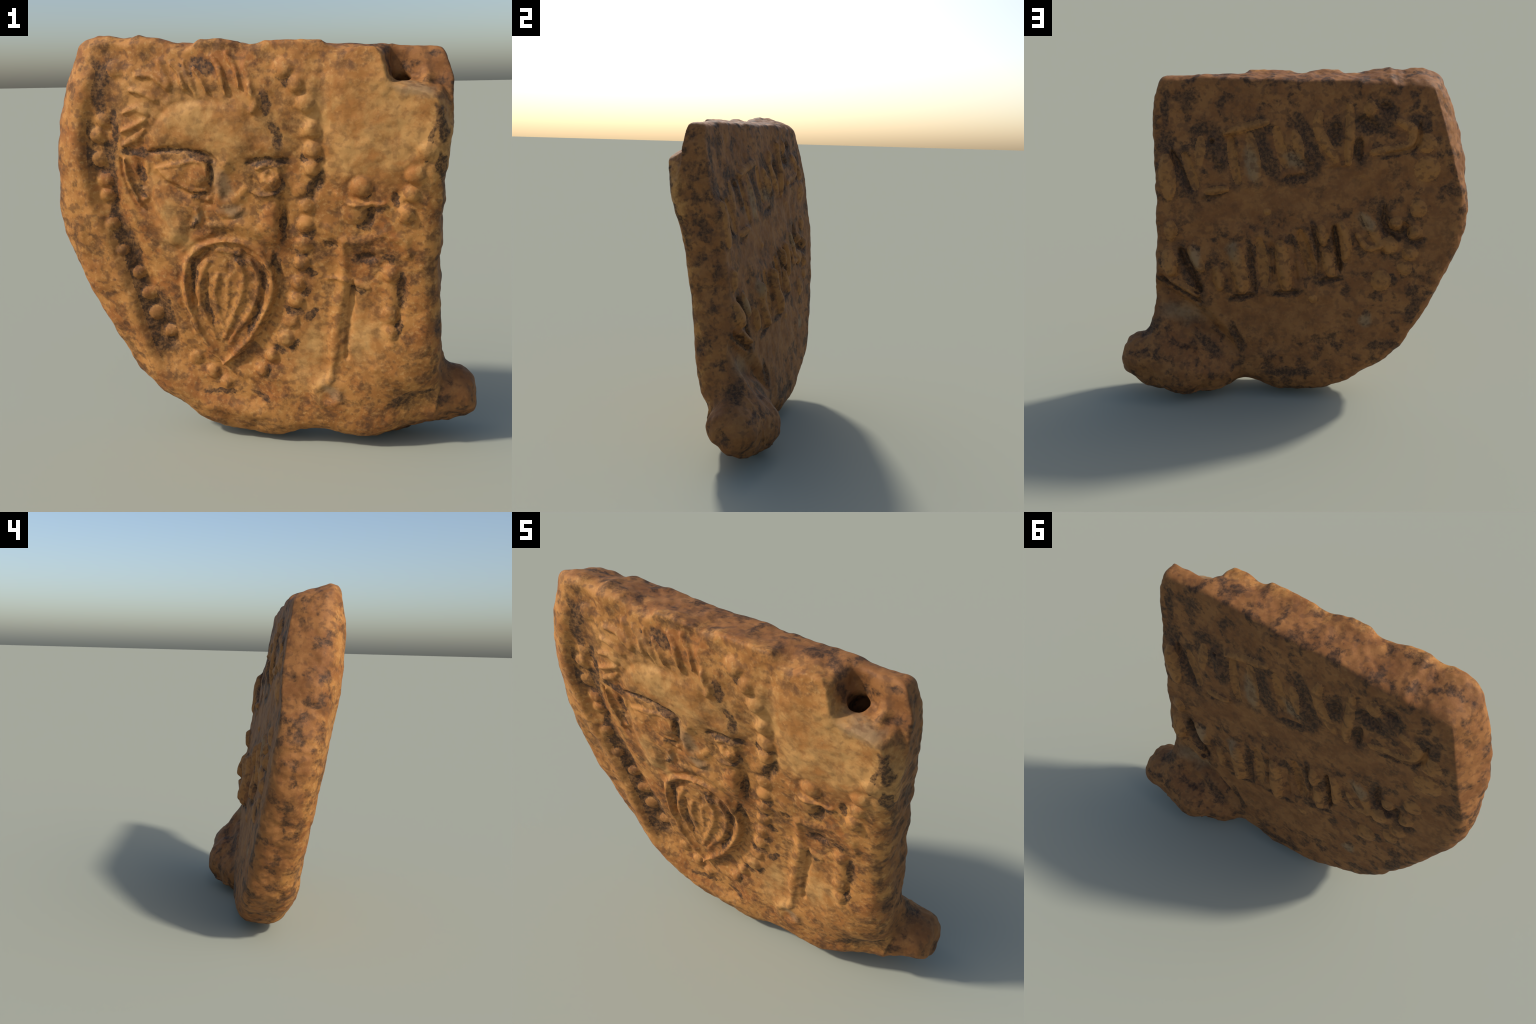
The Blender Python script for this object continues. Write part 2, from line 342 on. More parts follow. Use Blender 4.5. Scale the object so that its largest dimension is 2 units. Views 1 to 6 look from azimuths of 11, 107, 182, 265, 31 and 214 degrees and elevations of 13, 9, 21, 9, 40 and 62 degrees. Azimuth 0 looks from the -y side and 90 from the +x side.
BACK_STAINS = [
    (0.640, 1.325, 0.162, 0.043, -2.07),
    (0.432, 1.470, 0.126, 0.046, -1.87),
    (0.539, 1.567, 0.064, 0.035, 2.94),
    (0.174, 1.462, 0.169, 0.046, -2.02),
    (0.146, 1.590, 0.048, 0.025, -2.55),
    (-0.050, 1.591, 0.085, 0.035, -2.08),
    (-0.091, 1.440, 0.107, 0.051, -1.85),
    (-0.226, 1.575, 0.063, 0.041, -1.62),
    (-0.403, 1.631, 0.114, 0.051, -3.04),
    (-0.357, 1.486, 0.077, 0.023, -1.63),
    (-0.686, 1.653, 0.058, 0.035, -2.55),
    (-0.591, 1.488, 0.103, 0.020, -0.33),
    (-0.510, 1.713, 0.063, 0.041, -2.28),
    (0.587, 0.749, 0.168, 0.041, -2.00),
    (0.222, 0.790, 0.162, 0.020, -1.71),
    (-0.007, 0.952, 0.042, 0.025, -2.59),
    (0.018, 0.646, 0.088, 0.023, 2.99),
    (-0.228, 0.730, 0.080, 0.023, 2.92),
    (-0.144, 0.958, 0.117, 0.020, -1.80),
    (-0.269, 0.924, 0.131, 0.015, -1.73),
    (-0.527, 1.097, 0.105, 0.038, -1.80),
    (-0.627, 1.017, 0.069, 0.035, 2.81),
    (-0.710, 0.986, 0.054, 0.023, 2.88),
    (0.273, 0.607, 0.079, 0.020, 2.93),
    (0.302, 0.353, 0.086, 0.030, -2.04),
    (0.645, 0.633, 0.157, 0.018, -2.62),
    (0.473, 0.312, 0.093, 0.030, -2.48),
    (0.732, 1.681, 0.097, 0.025, -1.56),
    (0.734, 1.474, 0.056, 0.035, -2.71),
    (-0.575, 0.756, 0.047, 0.025, 0.43),
    (-0.718, 0.572, 0.078, 0.030, -1.24),
    (-0.009, 1.313, 0.078, 0.023, -0.12),
    (0.444, 1.198, 0.068, 0.020, 2.91),
    (0.601, 0.166, 0.069, 0.025, 2.71),
    (0.807, 0.402, 0.071, 0.030, 2.39),
    (0.009, 0.152, 0.124, 0.025, 3.09),
]
FRONT_CLEAN = [
    (-0.197, 1.582, 0.276, 0.101, -0.21),
    (0.506, 1.591, 0.274, 0.135, -0.34),
    (0.473, 1.422, 0.186, 0.084, -0.13),
    (-0.412, 1.131, 0.125, 0.059, -1.18),
    (0.216, 0.499, 0.136, 0.076, -1.34),
    (0.465, 0.607, 0.150, 0.067, -1.48),
]
BACK_CLEAN = [
    (0.230, 1.159, 0.405, 0.101, 2.95),
    (-0.348, 1.304, 0.225, 0.101, 2.80),
    (0.079, 0.516, 0.377, 0.127, 3.09),
    (0.631, 0.488, 0.154, 0.076, -2.65),
    (-0.825, 0.997, 0.174, 0.089, -1.54),
]
FRONT_GREY = [
    (-0.158, 1.317, 0.102, 0.042, -1.33),
    (-0.111, 1.191, 0.068, 0.030, -0.19),
    (0.651, 1.710, 0.097, 0.027, -0.15),
    (-0.279, 1.153, 0.042, 0.020, -2.02),
    (0.321, 0.316, 0.072, 0.034, -0.67),
]
BACK_GREY = [
    (0.237, 1.382, 0.104, 0.038, -1.80),
    (-0.001, 1.418, 0.067, 0.038, -2.50),
    (0.611, 0.489, 0.153, 0.063, -2.96),
    (0.554, 0.830, 0.075, 0.035, -1.82),
    (-0.449, 0.498, 0.041, 0.035, -1.67),
    (-0.424, 1.084, 0.062, 0.035, -2.40),
    (0.325, 0.869, 0.066, 0.035, -1.91),
]

EYEBALL = (-0.249, 1.345, 0.044, 0.008)
EYEBALL_SMALL = (0.062, 1.325, 0.042, 0.016)

# ------------------------------------------------------------------ helpers
def smoothstep(a, b, x):
    t = np.clip((x - a) / (b - a), 0.0, 1.0)
    return t * t * (3 - 2 * t)


def smooth_path(points, per=6, closed=False):
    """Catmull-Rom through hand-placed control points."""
    p = np.array(points, float)
    n = len(p)
    if n < 3:
        return p
    idx = range(n) if closed else range(n - 1)
    out = []
    for i in idx:
        if closed:
            a, b, c, d = p[i - 1], p[i], p[(i + 1) % n], p[(i + 2) % n]
        else:
            a, b, c, d = p[max(i - 1, 0)], p[i], p[i + 1], p[min(i + 2, n - 1)]
        for k in range(per):
            t = k / per
            out.append(0.5 * ((2 * b) + (c - a) * t + (2 * a - 5 * b + 4 * c - d) * t * t + (3 * b - a - 3 * c + d) * t ** 3))
    if not closed:
        out.append(p[-1])
    return np.array(out)


def path_distance(path, x, y, closed=False):
    """Distance from each point to a polyline, and the position along it (0..1)."""
    if len(path) == 1:
        return np.hypot(x - path[0][0], y - path[0][1]), np.zeros_like(x)
    best = np.full(x.shape, 1e9, np.float32)
    along = np.zeros(x.shape, np.float32)
    n = len(path)
    last = n if closed else n - 1
    for i in range(last):
        a, b = path[i], path[(i + 1) % n]
        d = b - a
        t = np.clip(((x - a[0]) * d[0] + (y - a[1]) * d[1]) / max(d @ d, 1e-12), 0, 1)
        q = np.hypot(x - a[0] - t * d[0], y - a[1] - t * d[1])
        near = q < best
        best = np.where(near, q, best)
        along = np.where(near, (i + t) / last, along)
    return best, along


def inside(path, x, y):
    hit = np.zeros(x.shape, bool)
    n = len(path)
    for i in range(n):
        (x1, y1), (x2, y2) = path[i], path[(i + 1) % n]
        if y1 == y2:
            continue
        hit ^= ((y1 > y) != (y2 > y)) & (x < (x2 - x1) * (y - y1) / (y2 - y1) + x1)
    return hit


def region(points, x, y, per=5):
    """Signed distance to a closed smooth outline, negative inside."""
    path = smooth_path(points, per, True)
    d, _ = path_distance(path, x, y, True)
    return np.where(inside(path, x, y), -d, d)


def local_box(points, pad):
    p = np.array(points, float)
    return p.min(0) - pad, p.max(0) + pad


def gradient_noise(p, scale, seed=0):
    """Perlin noise on an (n, 3) array."""
    q = p * scale + seed * 17.31
    i = np.floor(q).astype(np.int64)
    f = q - i
    s = f * f * f * (f * (f * 6 - 15) + 10)
    total = 0
    for dx in (0, 1):
        for dy in (0, 1):
            for dz in (0, 1):
                h = ((i[:, 0] + dx) * 73856093) ^ ((i[:, 1] + dy) * 19349663) ^ ((i[:, 2] + dz) * 83492791) ^ (seed * 2654435)
                h = (h ^ (h >> 13)) * 1274126177
                h = (h ^ (h >> 16)) & 0xFFFF
                a = h / 65536.0 * 2 * math.pi
                z = ((h * 40503) & 0xFFFF) / 32768.0 - 1
                r = np.sqrt(np.clip(1 - z * z, 0, 1))
                g = r * np.cos(a) * (f[:, 0] - dx) + r * np.sin(a) * (f[:, 1] - dy) + z * (f[:, 2] - dz)
                total = total + g * (s[:, 0] if dx else 1 - s[:, 0]) * (s[:, 1] if dy else 1 - s[:, 1]) * (s[:, 2] if dz else 1 - s[:, 2])
    return total


# ------------------------------------------------------------------ the two faces as height maps
us = np.arange(-1.04, 0.90, STEP)
vs = np.arange(-0.05, 2.00, STEP)
GU, GV = np.meshgrid(us, vs, indexing="ij")
GU, GV = GU.astype(np.float32), GV.astype(np.float32)
flat = np.stack([GU.ravel(), GV.ravel(), np.zeros(GU.size)], 1)


def plane_noise(scale, seed):
    return gradient_noise(flat, scale, seed).reshape(GU.shape)


class Face:
    """A height map that strokes and beads are pressed into, with a map of part numbers."""

    def __init__(self, name):
        self.h = np.zeros(GU.shape, np.float32)
        self.part = np.zeros(GU.shape, np.int32)
        self.warp = (plane_noise(16, len(name)) * 0.010, plane_noise(16, 7 + len(name)) * 0.010)
        self.wear = 1 + 0.55 * plane_noise(9, 3 + len(name))

    def window(self, points, pad):
        lo, hi = local_box(points, pad)
        i0, i1 = np.searchsorted(us, [lo[0], hi[0]])
        j0, j1 = np.searchsorted(vs, [lo[1], hi[1]])
        return slice(i0, i1), slice(j0, j1)

    def stroke(self, points, width, height, part=0, reach=1.0, taper=True, flat_top=0.0):
        s = self.window(points, width * 3 + 0.02)
        x, y = GU[s] + self.warp[0][s] * 0.5, GV[s] + self.warp[1][s] * 0.5
        d, t = path_distance(smooth_path(points), x, y)
        w = width * (1.0 - 0.35 * (2 * t - 1) ** 2) if taper else width
        q = np.clip(d / w - flat_top, 0, None) / (1 - flat_top * 0.4)
        self.h[s] += height * self.wear[s] * np.exp(-1.2 * q ** 2.2)
        if part:
            self.part[s] = np.where(d < w * reach, part, self.part[s])

    def bead(self, u, v, r, height, part=0, squash=1.2):
        s = self.window([(u, v)], r * 2)
        x, y = GU[s] + self.warp[0][s] * 0.6 - u, GV[s] + self.warp[1][s] * 0.6 - v
        q = np.hypot(x, y) / r
        self.h[s] += height * np.exp(-1.1 * q ** (2 + squash)) - 0.18 * height * np.exp(-((q - 1.25) / 0.25) ** 2)
        if part:
            self.part[s] = np.where(q < 1.08, part, self.part[s])

    def plateau(self, points, height, edge, part=0, grow=0.0):
        d = region(points, GU + self.warp[0], GV + self.warp[1]) - grow
        self.h += height * (1 - smoothstep(-edge, edge * 0.4, d))
        if part:
            self.part = np.where(d < 0, part, self.part)
        return d


PARTS = ["slab"]                    # index = part number


def new_part(name):
    PARTS.append(name)
    return len(PARTS) - 1


front, back = Face("front"), Face("the_back")

# --- front: frame
rim_path, channel_path = RIM_LINE[0][0], CHANNEL_LINE[0][0]
rim_d, rim_t = path_distance(smooth_path(rim_path), GU, GV)
rim_part = new_part("border_rim")
front.h += 0.020 * np.exp(-(rim_d / 0.045) ** 2) * smoothstep(1.02, 0.88, rim_t) * (0.45 + 0.55 * smoothstep(0.02, 0.25, rim_t))
front.part = np.where(rim_d < 0.036, rim_part, front.part)
front.stroke(channel_path, 0.060, -0.014, 0, 1, False, 0.45)
front.stroke(TRENCH[0][0], 0.060, -0.014)
front.stroke(CHANNEL_RIGHT[0][0], 0.050, -0.008)

# --- front: mask
face_d = front.plateau(FACE_OUTLINE[0][0], 0.014, 0.045, new_part("face"))
front.plateau(FOREHEAD[0][0], 0.015, 0.065, new_part("forehead"))
front.plateau(CHEEK_LEFT[0][0], 0.016, 0.060, new_part("cheek"))
front.plateau(CHEEK_RIGHT[0][0], 0.014, 0.030, new_part("cheek"))
front.plateau(BEARD_OUTLINE, 0.012, 0.040, new_part("beard"))
crown_d = region(FOREHEAD[0][0], GU, GV)
front.h += 0.009 * smoothstep(0.0, 0.02, crown_d) * smoothstep(0.17, 0.06, crown_d) * smoothstep(1.45, 1.60, GV)   # hair cushion
for pts, w, h in HAIR_LOCKS:
    front.stroke(pts, w * 0.85, h * 1.15, new_part("hair_lock"), 1.25)
for i, (pts, w, h) in enumerate(FEATURE_RIDGES):
    front.stroke(pts, w, h)
for pts, w, h in FEATURE_GROOVES:
    front.stroke(pts, w, -h)
NOSE = new_part("nose")
front.part = np.where(region(NOSE_OUTLINE, GU, GV) < 0, NOSE, front.part)
EAR = new_part("ear")
front.part = np.where(region(EAR_OUTLINE, GU, GV) < 0, EAR, front.part)
front.plateau(EYE_OUTLINE, 0.009, 0.030, new_part("eye"))
front.bead(*EYEBALL, len(PARTS) - 1)
front.bead(*EYEBALL_SMALL, new_part("eye"))
front.bead(0.058, 1.345, 0.018, -0.016)
for pts, w, h in BEARD_RIDGES:
    front.stroke(pts, w, h * 0.75)
for pts, w, h in BEARD_GROOVES:
    front.stroke(pts, w, -h)

# --- front: right-hand motif and the rows of beads
for i, (pts, w, h) in enumerate(MOTIF_RIDGES):
    front.stroke(pts, w, h, new_part("staff_motif") if i in (0, 1, 2) else 0, 1.2)
for pts, w, h in MOTIF_GROOVES:
    front.stroke(pts, w, -h)
u0, v0 = MOTIF_DISC[0][0][0]
ring = np.hypot(GU - u0, GV - v0)
front.h += 0.010 * np.exp(-((ring - 0.055) / 0.022) ** 2)
front.part = np.where(ring < 0.08, new_part("staff_foot"), front.part)
for u, v, r, h in BORDER_BEADS:
    front.bead(u, v, r * 0.93, h * 0.90, new_part("bead"))
for u, v, r, h in MOTIF_BEADS:
    front.bead(u, v, r, h, new_part("motif_knob"))

# --- back: lettering
back.h += 0.010 * smoothstep(0.56, 0.66, GV) * smoothstep(1.06, 0.96, GV) * smoothstep(-0.25, -0.10, GU) * smoothstep(0.50, 0.38, GU)
for pts, w, h in LETTER_STROKES:
    back.stroke(pts, w * 1.12, h * 1.3 + (0.006 if pts[0][1] < 1.1 and h > 0 else 0), new_part("letter_stroke"), 1.05, True, 0.15)
for u, v, r, h in LETTER_DOTS:
    back.bead(u, v, r * 0.85, h * 1.4, new_part("letter_dot"), 1.0)
for pts, w, h in LETTER_HOLLOWS:
    back.stroke(pts, w * 1.1, -h * 1.7)

back.bead(0.463, 1.500, 0.013, -0.030)           # pin hole

# wear: edges of the relief are rubbed soft, and both faces are uneven
def rub(a, times):
    for _ in range(times):
        p = np.pad(a, 1, mode="edge")
        a = (p[:-2, 1:-1] + p[2:, 1:-1] + p[1:-1, :-2] + p[1:-1, 2:] + 2 * a) / 6
    return a


front.h, back.h = rub(front.h, 1), rub(back.h, 2)
front.h += 0.0045 * plane_noise(14, 21) + 0.010 * plane_noise(4, 22) + 0.0025 * plane_noise(34, 23)
back.h += 0.0060 * plane_noise(12, 31) + 0.008 * plane_noise(4, 32) + 0.0030 * plane_noise(32, 33)

# ------------------------------------------------------------------ slab field
edge = region(OUTLINE, GU, GV, 4).astype(np.float32)
edge += 0.006 * plane_noise(9, 41) + 0.003 * plane_noise(22, 42)
left = smoothstep(-0.25, -0.70, GU)
low = smoothstep(0.45, 0.15, GV)
high = smoothstep(1.15, 1.40, GV)
right = smoothstep(0.3, 0.6, GU)
front_in = 0.075 + 0.030 * low + 0.065 * left * (1 - low) + 0.015 * right * (1 - high)     # how far in the front arris starts
front_drop = 0.070 + 0.045 * low + 0.040 * left * (1 - low) + 0.02 * right * (1 - high)    # how far it falls
back_in = 0.035 + 0.045 * left * (1 - low) + 0.10 * low * (1 - right) * (1 - 0.7 * left)
back_drop = 0.040 + 0.040 * left * (1 - low) + 0.075 * low * (1 - right) * (1 - 0.7 * left)


def arris(run, drop):
    q = np.clip((edge + run) / run, 0, 1)
    return drop * (1 - np.sqrt(np.clip(1 - q ** 2.3, 0, 1)))


fade = smoothstep(-0.005, -0.05, edge)
swell = 0.014 * smoothstep(0.26, 0.40, GU) * smoothstep(1.25, 1.50, GV) + 0.018 * np.maximum(smoothstep(0.46, 0.34, GV), smoothstep(0.75, 0.45, GV) * smoothstep(0.25, 0.40, GU)) * smoothstep(0.78, 0.65, GU) + 0.009 * np.exp(-(rim_d / 0.12) ** 2) * smoothstep(1.25, 0.9, GV)
swell -= 0.028 * smoothstep(1.72, 1.90, GV) + 0.015 * smoothstep(-0.84, -0.95, GU)
swell -= 0.085 * np.exp(-((GU - 0.76) / 0.15) ** 2 - ((GV - 0.16) / 0.16) ** 2)
swell -= 0.020 * np.exp(-((GU - 0.36) / 0.30) ** 2 - ((GV - 0.85) / 0.38) ** 2) + 0.012 * smoothstep(0.5, 0.8, GU) * (1 - high)
w_front = FRONT_W + swell - arris(front_in, front_drop) + front.h * fade
hollow = region(BACK_HOLLOW, GU, GV)
bevel = (-0.742 - 0.335 * (1.86 - GV)) - GU                    # flat facet along the upper curved edge
bevel = bevel * 0.93 * smoothstep(1.15, 1.35, GV)
w_back = BACK_W + 0.026 * smoothstep(1.30, 1.55, GV) * smoothstep(0.05, 0.45, GU) - 0.016 * smoothstep(1.25, 1.5, GV) * smoothstep(-0.15, -0.40, GU) + 0.004 * smoothstep(1.60, 1.72, GV) - 0.010 * smoothstep(0.45, 0.8, GU) * smoothstep(1.5, 1.3, GV) + 0.048 * smoothstep(0.02, -0.05, hollow) + 1.15 * np.clip(bevel, 0, 0.12) + arris(back_in, back_drop) - back.h * fade

# chipped corner: the front is broken away down to a sloping floor
chip = region(NOTCH_OUTLINE, GU + front.warp[0], GV + front.warp[1], 3)
floor = -0.064 - 0.26 * (GV - 1.76) - 0.030 * np.exp(-((GU - 0.60) / 0.06) ** 2 - ((GV - 1.76) / 0.07) ** 2) + 0.010 * plane_noise(12, 51)
floor += 0.050 * np.exp(-((GU - 0.700) / 0.026) ** 2 - ((GV - 1.722) / 0.035) ** 2)
k = smoothstep(0.012, -0.030, chip)
w_front = np.where(w_front > floor, w_front * (1 - k) + floor * k, w_front)
NOTCH = new_part("fracture")
front.part = np.where(chip < 0.0, NOTCH, front.part)

# lug: a blunt broken stump
LUG = new_part("broken_lug")
LUG_PATH = [((0.46, 0.125, -0.160), 0.120), ((0.60, 0.144, -0.198), 0.160), ((0.79, 0.165, -0.172), 0.158), ((0.872, 0.205, -0.195), 0.140)]
WEB_PATH = [((0.740, 0.520, -0.130), 0.050), ((0.740, 0.390, -0.175), 0.075), ((0.735, 0.260, -0.200), 0.105)]
HOLE = [((0.598, 1.728, -0.060), 0.042), ((0.602, 1.665, -0.090), 0.056), ((0.595, 1.590, -0.110), 0.034)]


def tapered(path, x, y, z):
    best = None
    for (a, ra), (b, rb) in zip(path[:-1], path[1:]):
        a, b = np.array(a), np.array(b)
        d = b - a
        t = np.clip(((x - a[0]) * d[0] + (y - a[1]) * d[1] + (z - a[2]) * d[2]) / (d @ d), 0, 1)
        q = np.sqrt((x - a[0] - t * d[0]) ** 2 + (y - a[1] - t * d[1]) ** 2 + (z - a[2] - t * d[2]) ** 2) - (ra + (rb - ra) * t)
        best = q if best is None else np.minimum(best, q)
    return best


def smooth_min(a, b, k):
    h = np.clip(0.5 + 0.5 * (b - a) / k, 0, 1)
    return b + (a - b) * h - k * h * (1 - h)


us3 = np.arange(-1.04, 1.05, STEP)
ws = np.arange(-0.46, 0.16, STEP).astype(np.float32)
nu, nv, nw = len(us3), len(vs), len(ws)


def widen(a, fill):
    out = np.full((nu, nv), fill, np.float32)
    out[: a.shape[0]] = a
    return out


def steepness(a):
    gx, gy = np.gradient(a, STEP)
    return np.sqrt(1 + np.minimum(gx * gx + gy * gy, 12.0))


top_f = np.interp(us3, *zip(*TOP_FRONT))
top_b = np.interp(us3, *zip(*TOP_BACK))
wf, gf = widen(w_front, -0.3), widen(steepness(w_front), 1)
wb, gb = widen(w_back, 0.3), widen(steepness(w_back), 1)
ed = widen(edge, 0.2)
ed[len(us):] = np.maximum(0.2, 0)
field = np.empty((nu, nv, nw), np.float32)
X2 = us3[:, None].astype(np.float32) + 0 * vs[None, :].astype(np.float32)
Y2 = 0 * us3[:, None].astype(np.float32) + vs[None, :].astype(np.float32)
tn = gradient_noise(np.stack([us3 * 1.0, us3 * 0, us3 * 0], 1), 9, 61) * 0.008
chips = sum(d * np.exp(-((us3 - c) / r) ** 4) for c, r, d in ((-0.33, 0.075, 0.034), (0.345, 0.05, 0.030), (0.02, 0.03, 0.014), (-0.60, 0.04, 0.014)))
for k, w in enumerate(ws):
    f = np.maximum((w - wf) / gf, (wb - w) / gb)
    f = np.maximum(f, ed)
    blend = smoothstep(-0.10, -0.01, w)
    back_line = top_b + (w - BACK_W) / (FRONT_W - BACK_W) * 0.062 + tn
    worn = smoothstep(-0.25, -0.60, us3)
    crown = top_f + (w - FRONT_W) * 0.25 - chips * smoothstep(-0.03, 0.06, w)
    hump = np.interp(w, (-0.22, -0.18, -0.05, -0.01, 0.03, 0.07, 0.10), (1.840, 1.867, 1.931, 1.930, 1.904, 1.848, 1.79)) + (top_f - 1.930) * 0.8
    top = ((back_line + 0.010) * (1 - blend) + crown * blend) * (1 - worn) + hump * worn
    f = -smooth_min(-f, -(Y2 - top[:, None]) / 1.03, 0.026)
    x, y, z = X2, Y2, np.float32(w)
    lug = tapered(LUG_PATH, x, y, z)
    end = x - 1.000 + 0.20 * (y - 0.10)             # the break at its end
    lug = -smooth_min(-lug, -end, 0.05)
    f = smooth_min(smooth_min(f, tapered(WEB_PATH, x, y, z), 0.05), lug, 0.085)
    under = (w + 0.265) * 0.66 - (y - 0.022) * 0.75 - np.interp(us3, (0.35, 0.50, 0.65, 0.80, 0.95), (0.30, 0.17, 0.10, 0.045, 0.0))[:, None]       # and underneath it
    f = -smooth_min(-f, -under, 0.04)
    f = -smooth_min(-f, tapered(HOLE, x, y, z), 0.012)
    field[:, :, k] = f
field[0], field[-1], field[:, 0], field[:, -1], field[:, :, 0], field[:, :, -1] = 1, 1, 1, 1, 1, 1


# ------------------------------------------------------------------ mesh the field (surface nets)
def surface_net(f, origin, step):
    solid = f < 0
    dims = np.array(f.shape)
    cell_sum, cell_n = {}, {}
    quads, ids, pos = [], [], []
    strides = np.array([dims[1] * dims[2], dims[2], 1])
    for axis in range(3):
        a = [slice(None)] * 3
        b = [slice(None)] * 3
        a[axis], b[axis] = slice(0, -1), slice(1, None)
        change = solid[tuple(a)] != solid[tuple(b)]
        at = np.argwhere(change)
        nxt = at.copy(); nxt[:, axis] += 1
        f0, f1 = f[tuple(at.T)], f[tuple(nxt.T)]
        p = at.astype(np.float64)
        p[:, axis] += f0 / (f0 - f1)
        o1, o2 = (axis + 1) % 3, (axis + 2) % 3
        corner = []
        for d1, d2 in ((-1, -1), (0, -1), (0, 0), (-1, 0)):
            c = at.copy(); c[:, o1] += d1; c[:, o2] += d2
            key = c @ strides
            corner.append(key); ids.append(key); pos.append(p)
        q = np.stack(corner, 1)
        flip = ~(f0 < 0)
        q[flip] = q[flip][:, ::-1]
        quads.append(q)
    ids, pos, quads = np.concatenate(ids), np.concatenate(pos), np.concatenate(quads)
    keys, inv = np.unique(ids, return_inverse=True)
    n = np.bincount(inv)
    verts = np.stack([np.bincount(inv, pos[:, i]) / n for i in range(3)], 1)
    return verts * step + origin, np.searchsorted(keys, quads)


verts, quads = surface_net(field, np.array([us3[0], vs[0], ws[0]]), STEP)


def vertex_normals(v, q):
    n = np.cross(v[q[:, 2]] - v[q[:, 0]], v[q[:, 3]] - v[q[:, 1]])
    out = np.stack([np.bincount(q.ravel(), np.repeat(n[:, i], 4), len(v)) for i in range(3)], 1)
    return out / np.maximum(np.linalg.norm(out, axis=1, keepdims=True), 1e-12)


def relax(v, q, times, amount):
    a = np.concatenate([q[:, 0], q[:, 1], q[:, 2], q[:, 3]])
    b = np.concatenate([q[:, 1], q[:, 2], q[:, 3], q[:, 0]])
    n = np.bincount(a, minlength=len(v)) + np.bincount(b, minlength=len(v))
    for _ in range(times):
        s = np.stack([np.bincount(a, v[b, i], len(v)) + np.bincount(b, v[a, i], len(v)) for i in range(3)], 1)
        v = v + amount * (s / n[:, None] - v)
    return v


verts = relax(verts, quads, 3, 0.5)
nrm = vertex_normals(verts, quads)
side = 1 - np.abs(nrm[:, 2]) ** 2
lug_near = smoothstep(0.04, -0.02, tapered(LUG_PATH, verts[:, 0], verts[:, 1], verts[:, 2]))
bump = (0.004 + 0.004 * side + 0.006 * lug_near) * gradient_noise(verts, 10, 71) + (0.0016 + 0.0022 * side + 0.003 * lug_near) * gradient_noise(verts, 27, 72)
bump += 0.016 * lug_near * gradient_noise(verts, 6, 73)
verts = verts + nrm * (bump * 1.6)[:, None]
nrm = vertex_normals(verts, quads)

# ------------------------------------------------------------------ part numbers per quad
mid = verts[quads].mean(1)
mid_n = nrm[quads].mean(1)
iu = np.clip(np.round((mid[:, 0] - us[0]) / STEP).astype(int), 0, len(us) - 1)
iv = np.clip(np.round((mid[:, 1] - vs[0]) / STEP).astype(int), 0, len(vs) - 1)
part = np.zeros(len(quads), int)
faces_front = (mid_n[:, 2] > 0.25) & (mid[:, 2] > -0.06)
faces_back = (mid_n[:, 2] < -0.35) & (mid[:, 2] < -0.15)
part = np.where(faces_front, front.part[iu, iv], part)
part = np.where(faces_back, back.part[iu, iv], part)
part = np.where((front.part[iu, iv] == NOTCH) & (mid[:, 2] > -0.17) & (mid_n[:, 2] > -0.3) & (mid[:, 1] < 1.90), NOTCH, part)
part = np.where((tapered(LUG_PATH, mid[:, 0], mid[:, 1], mid[:, 2]) < 0.012) & (mid[:, 2] < -0.02), LUG, part)

world = verts @ AXES
normals = nrm @ AXES
world[:, 2] -= world[:, 2].min()

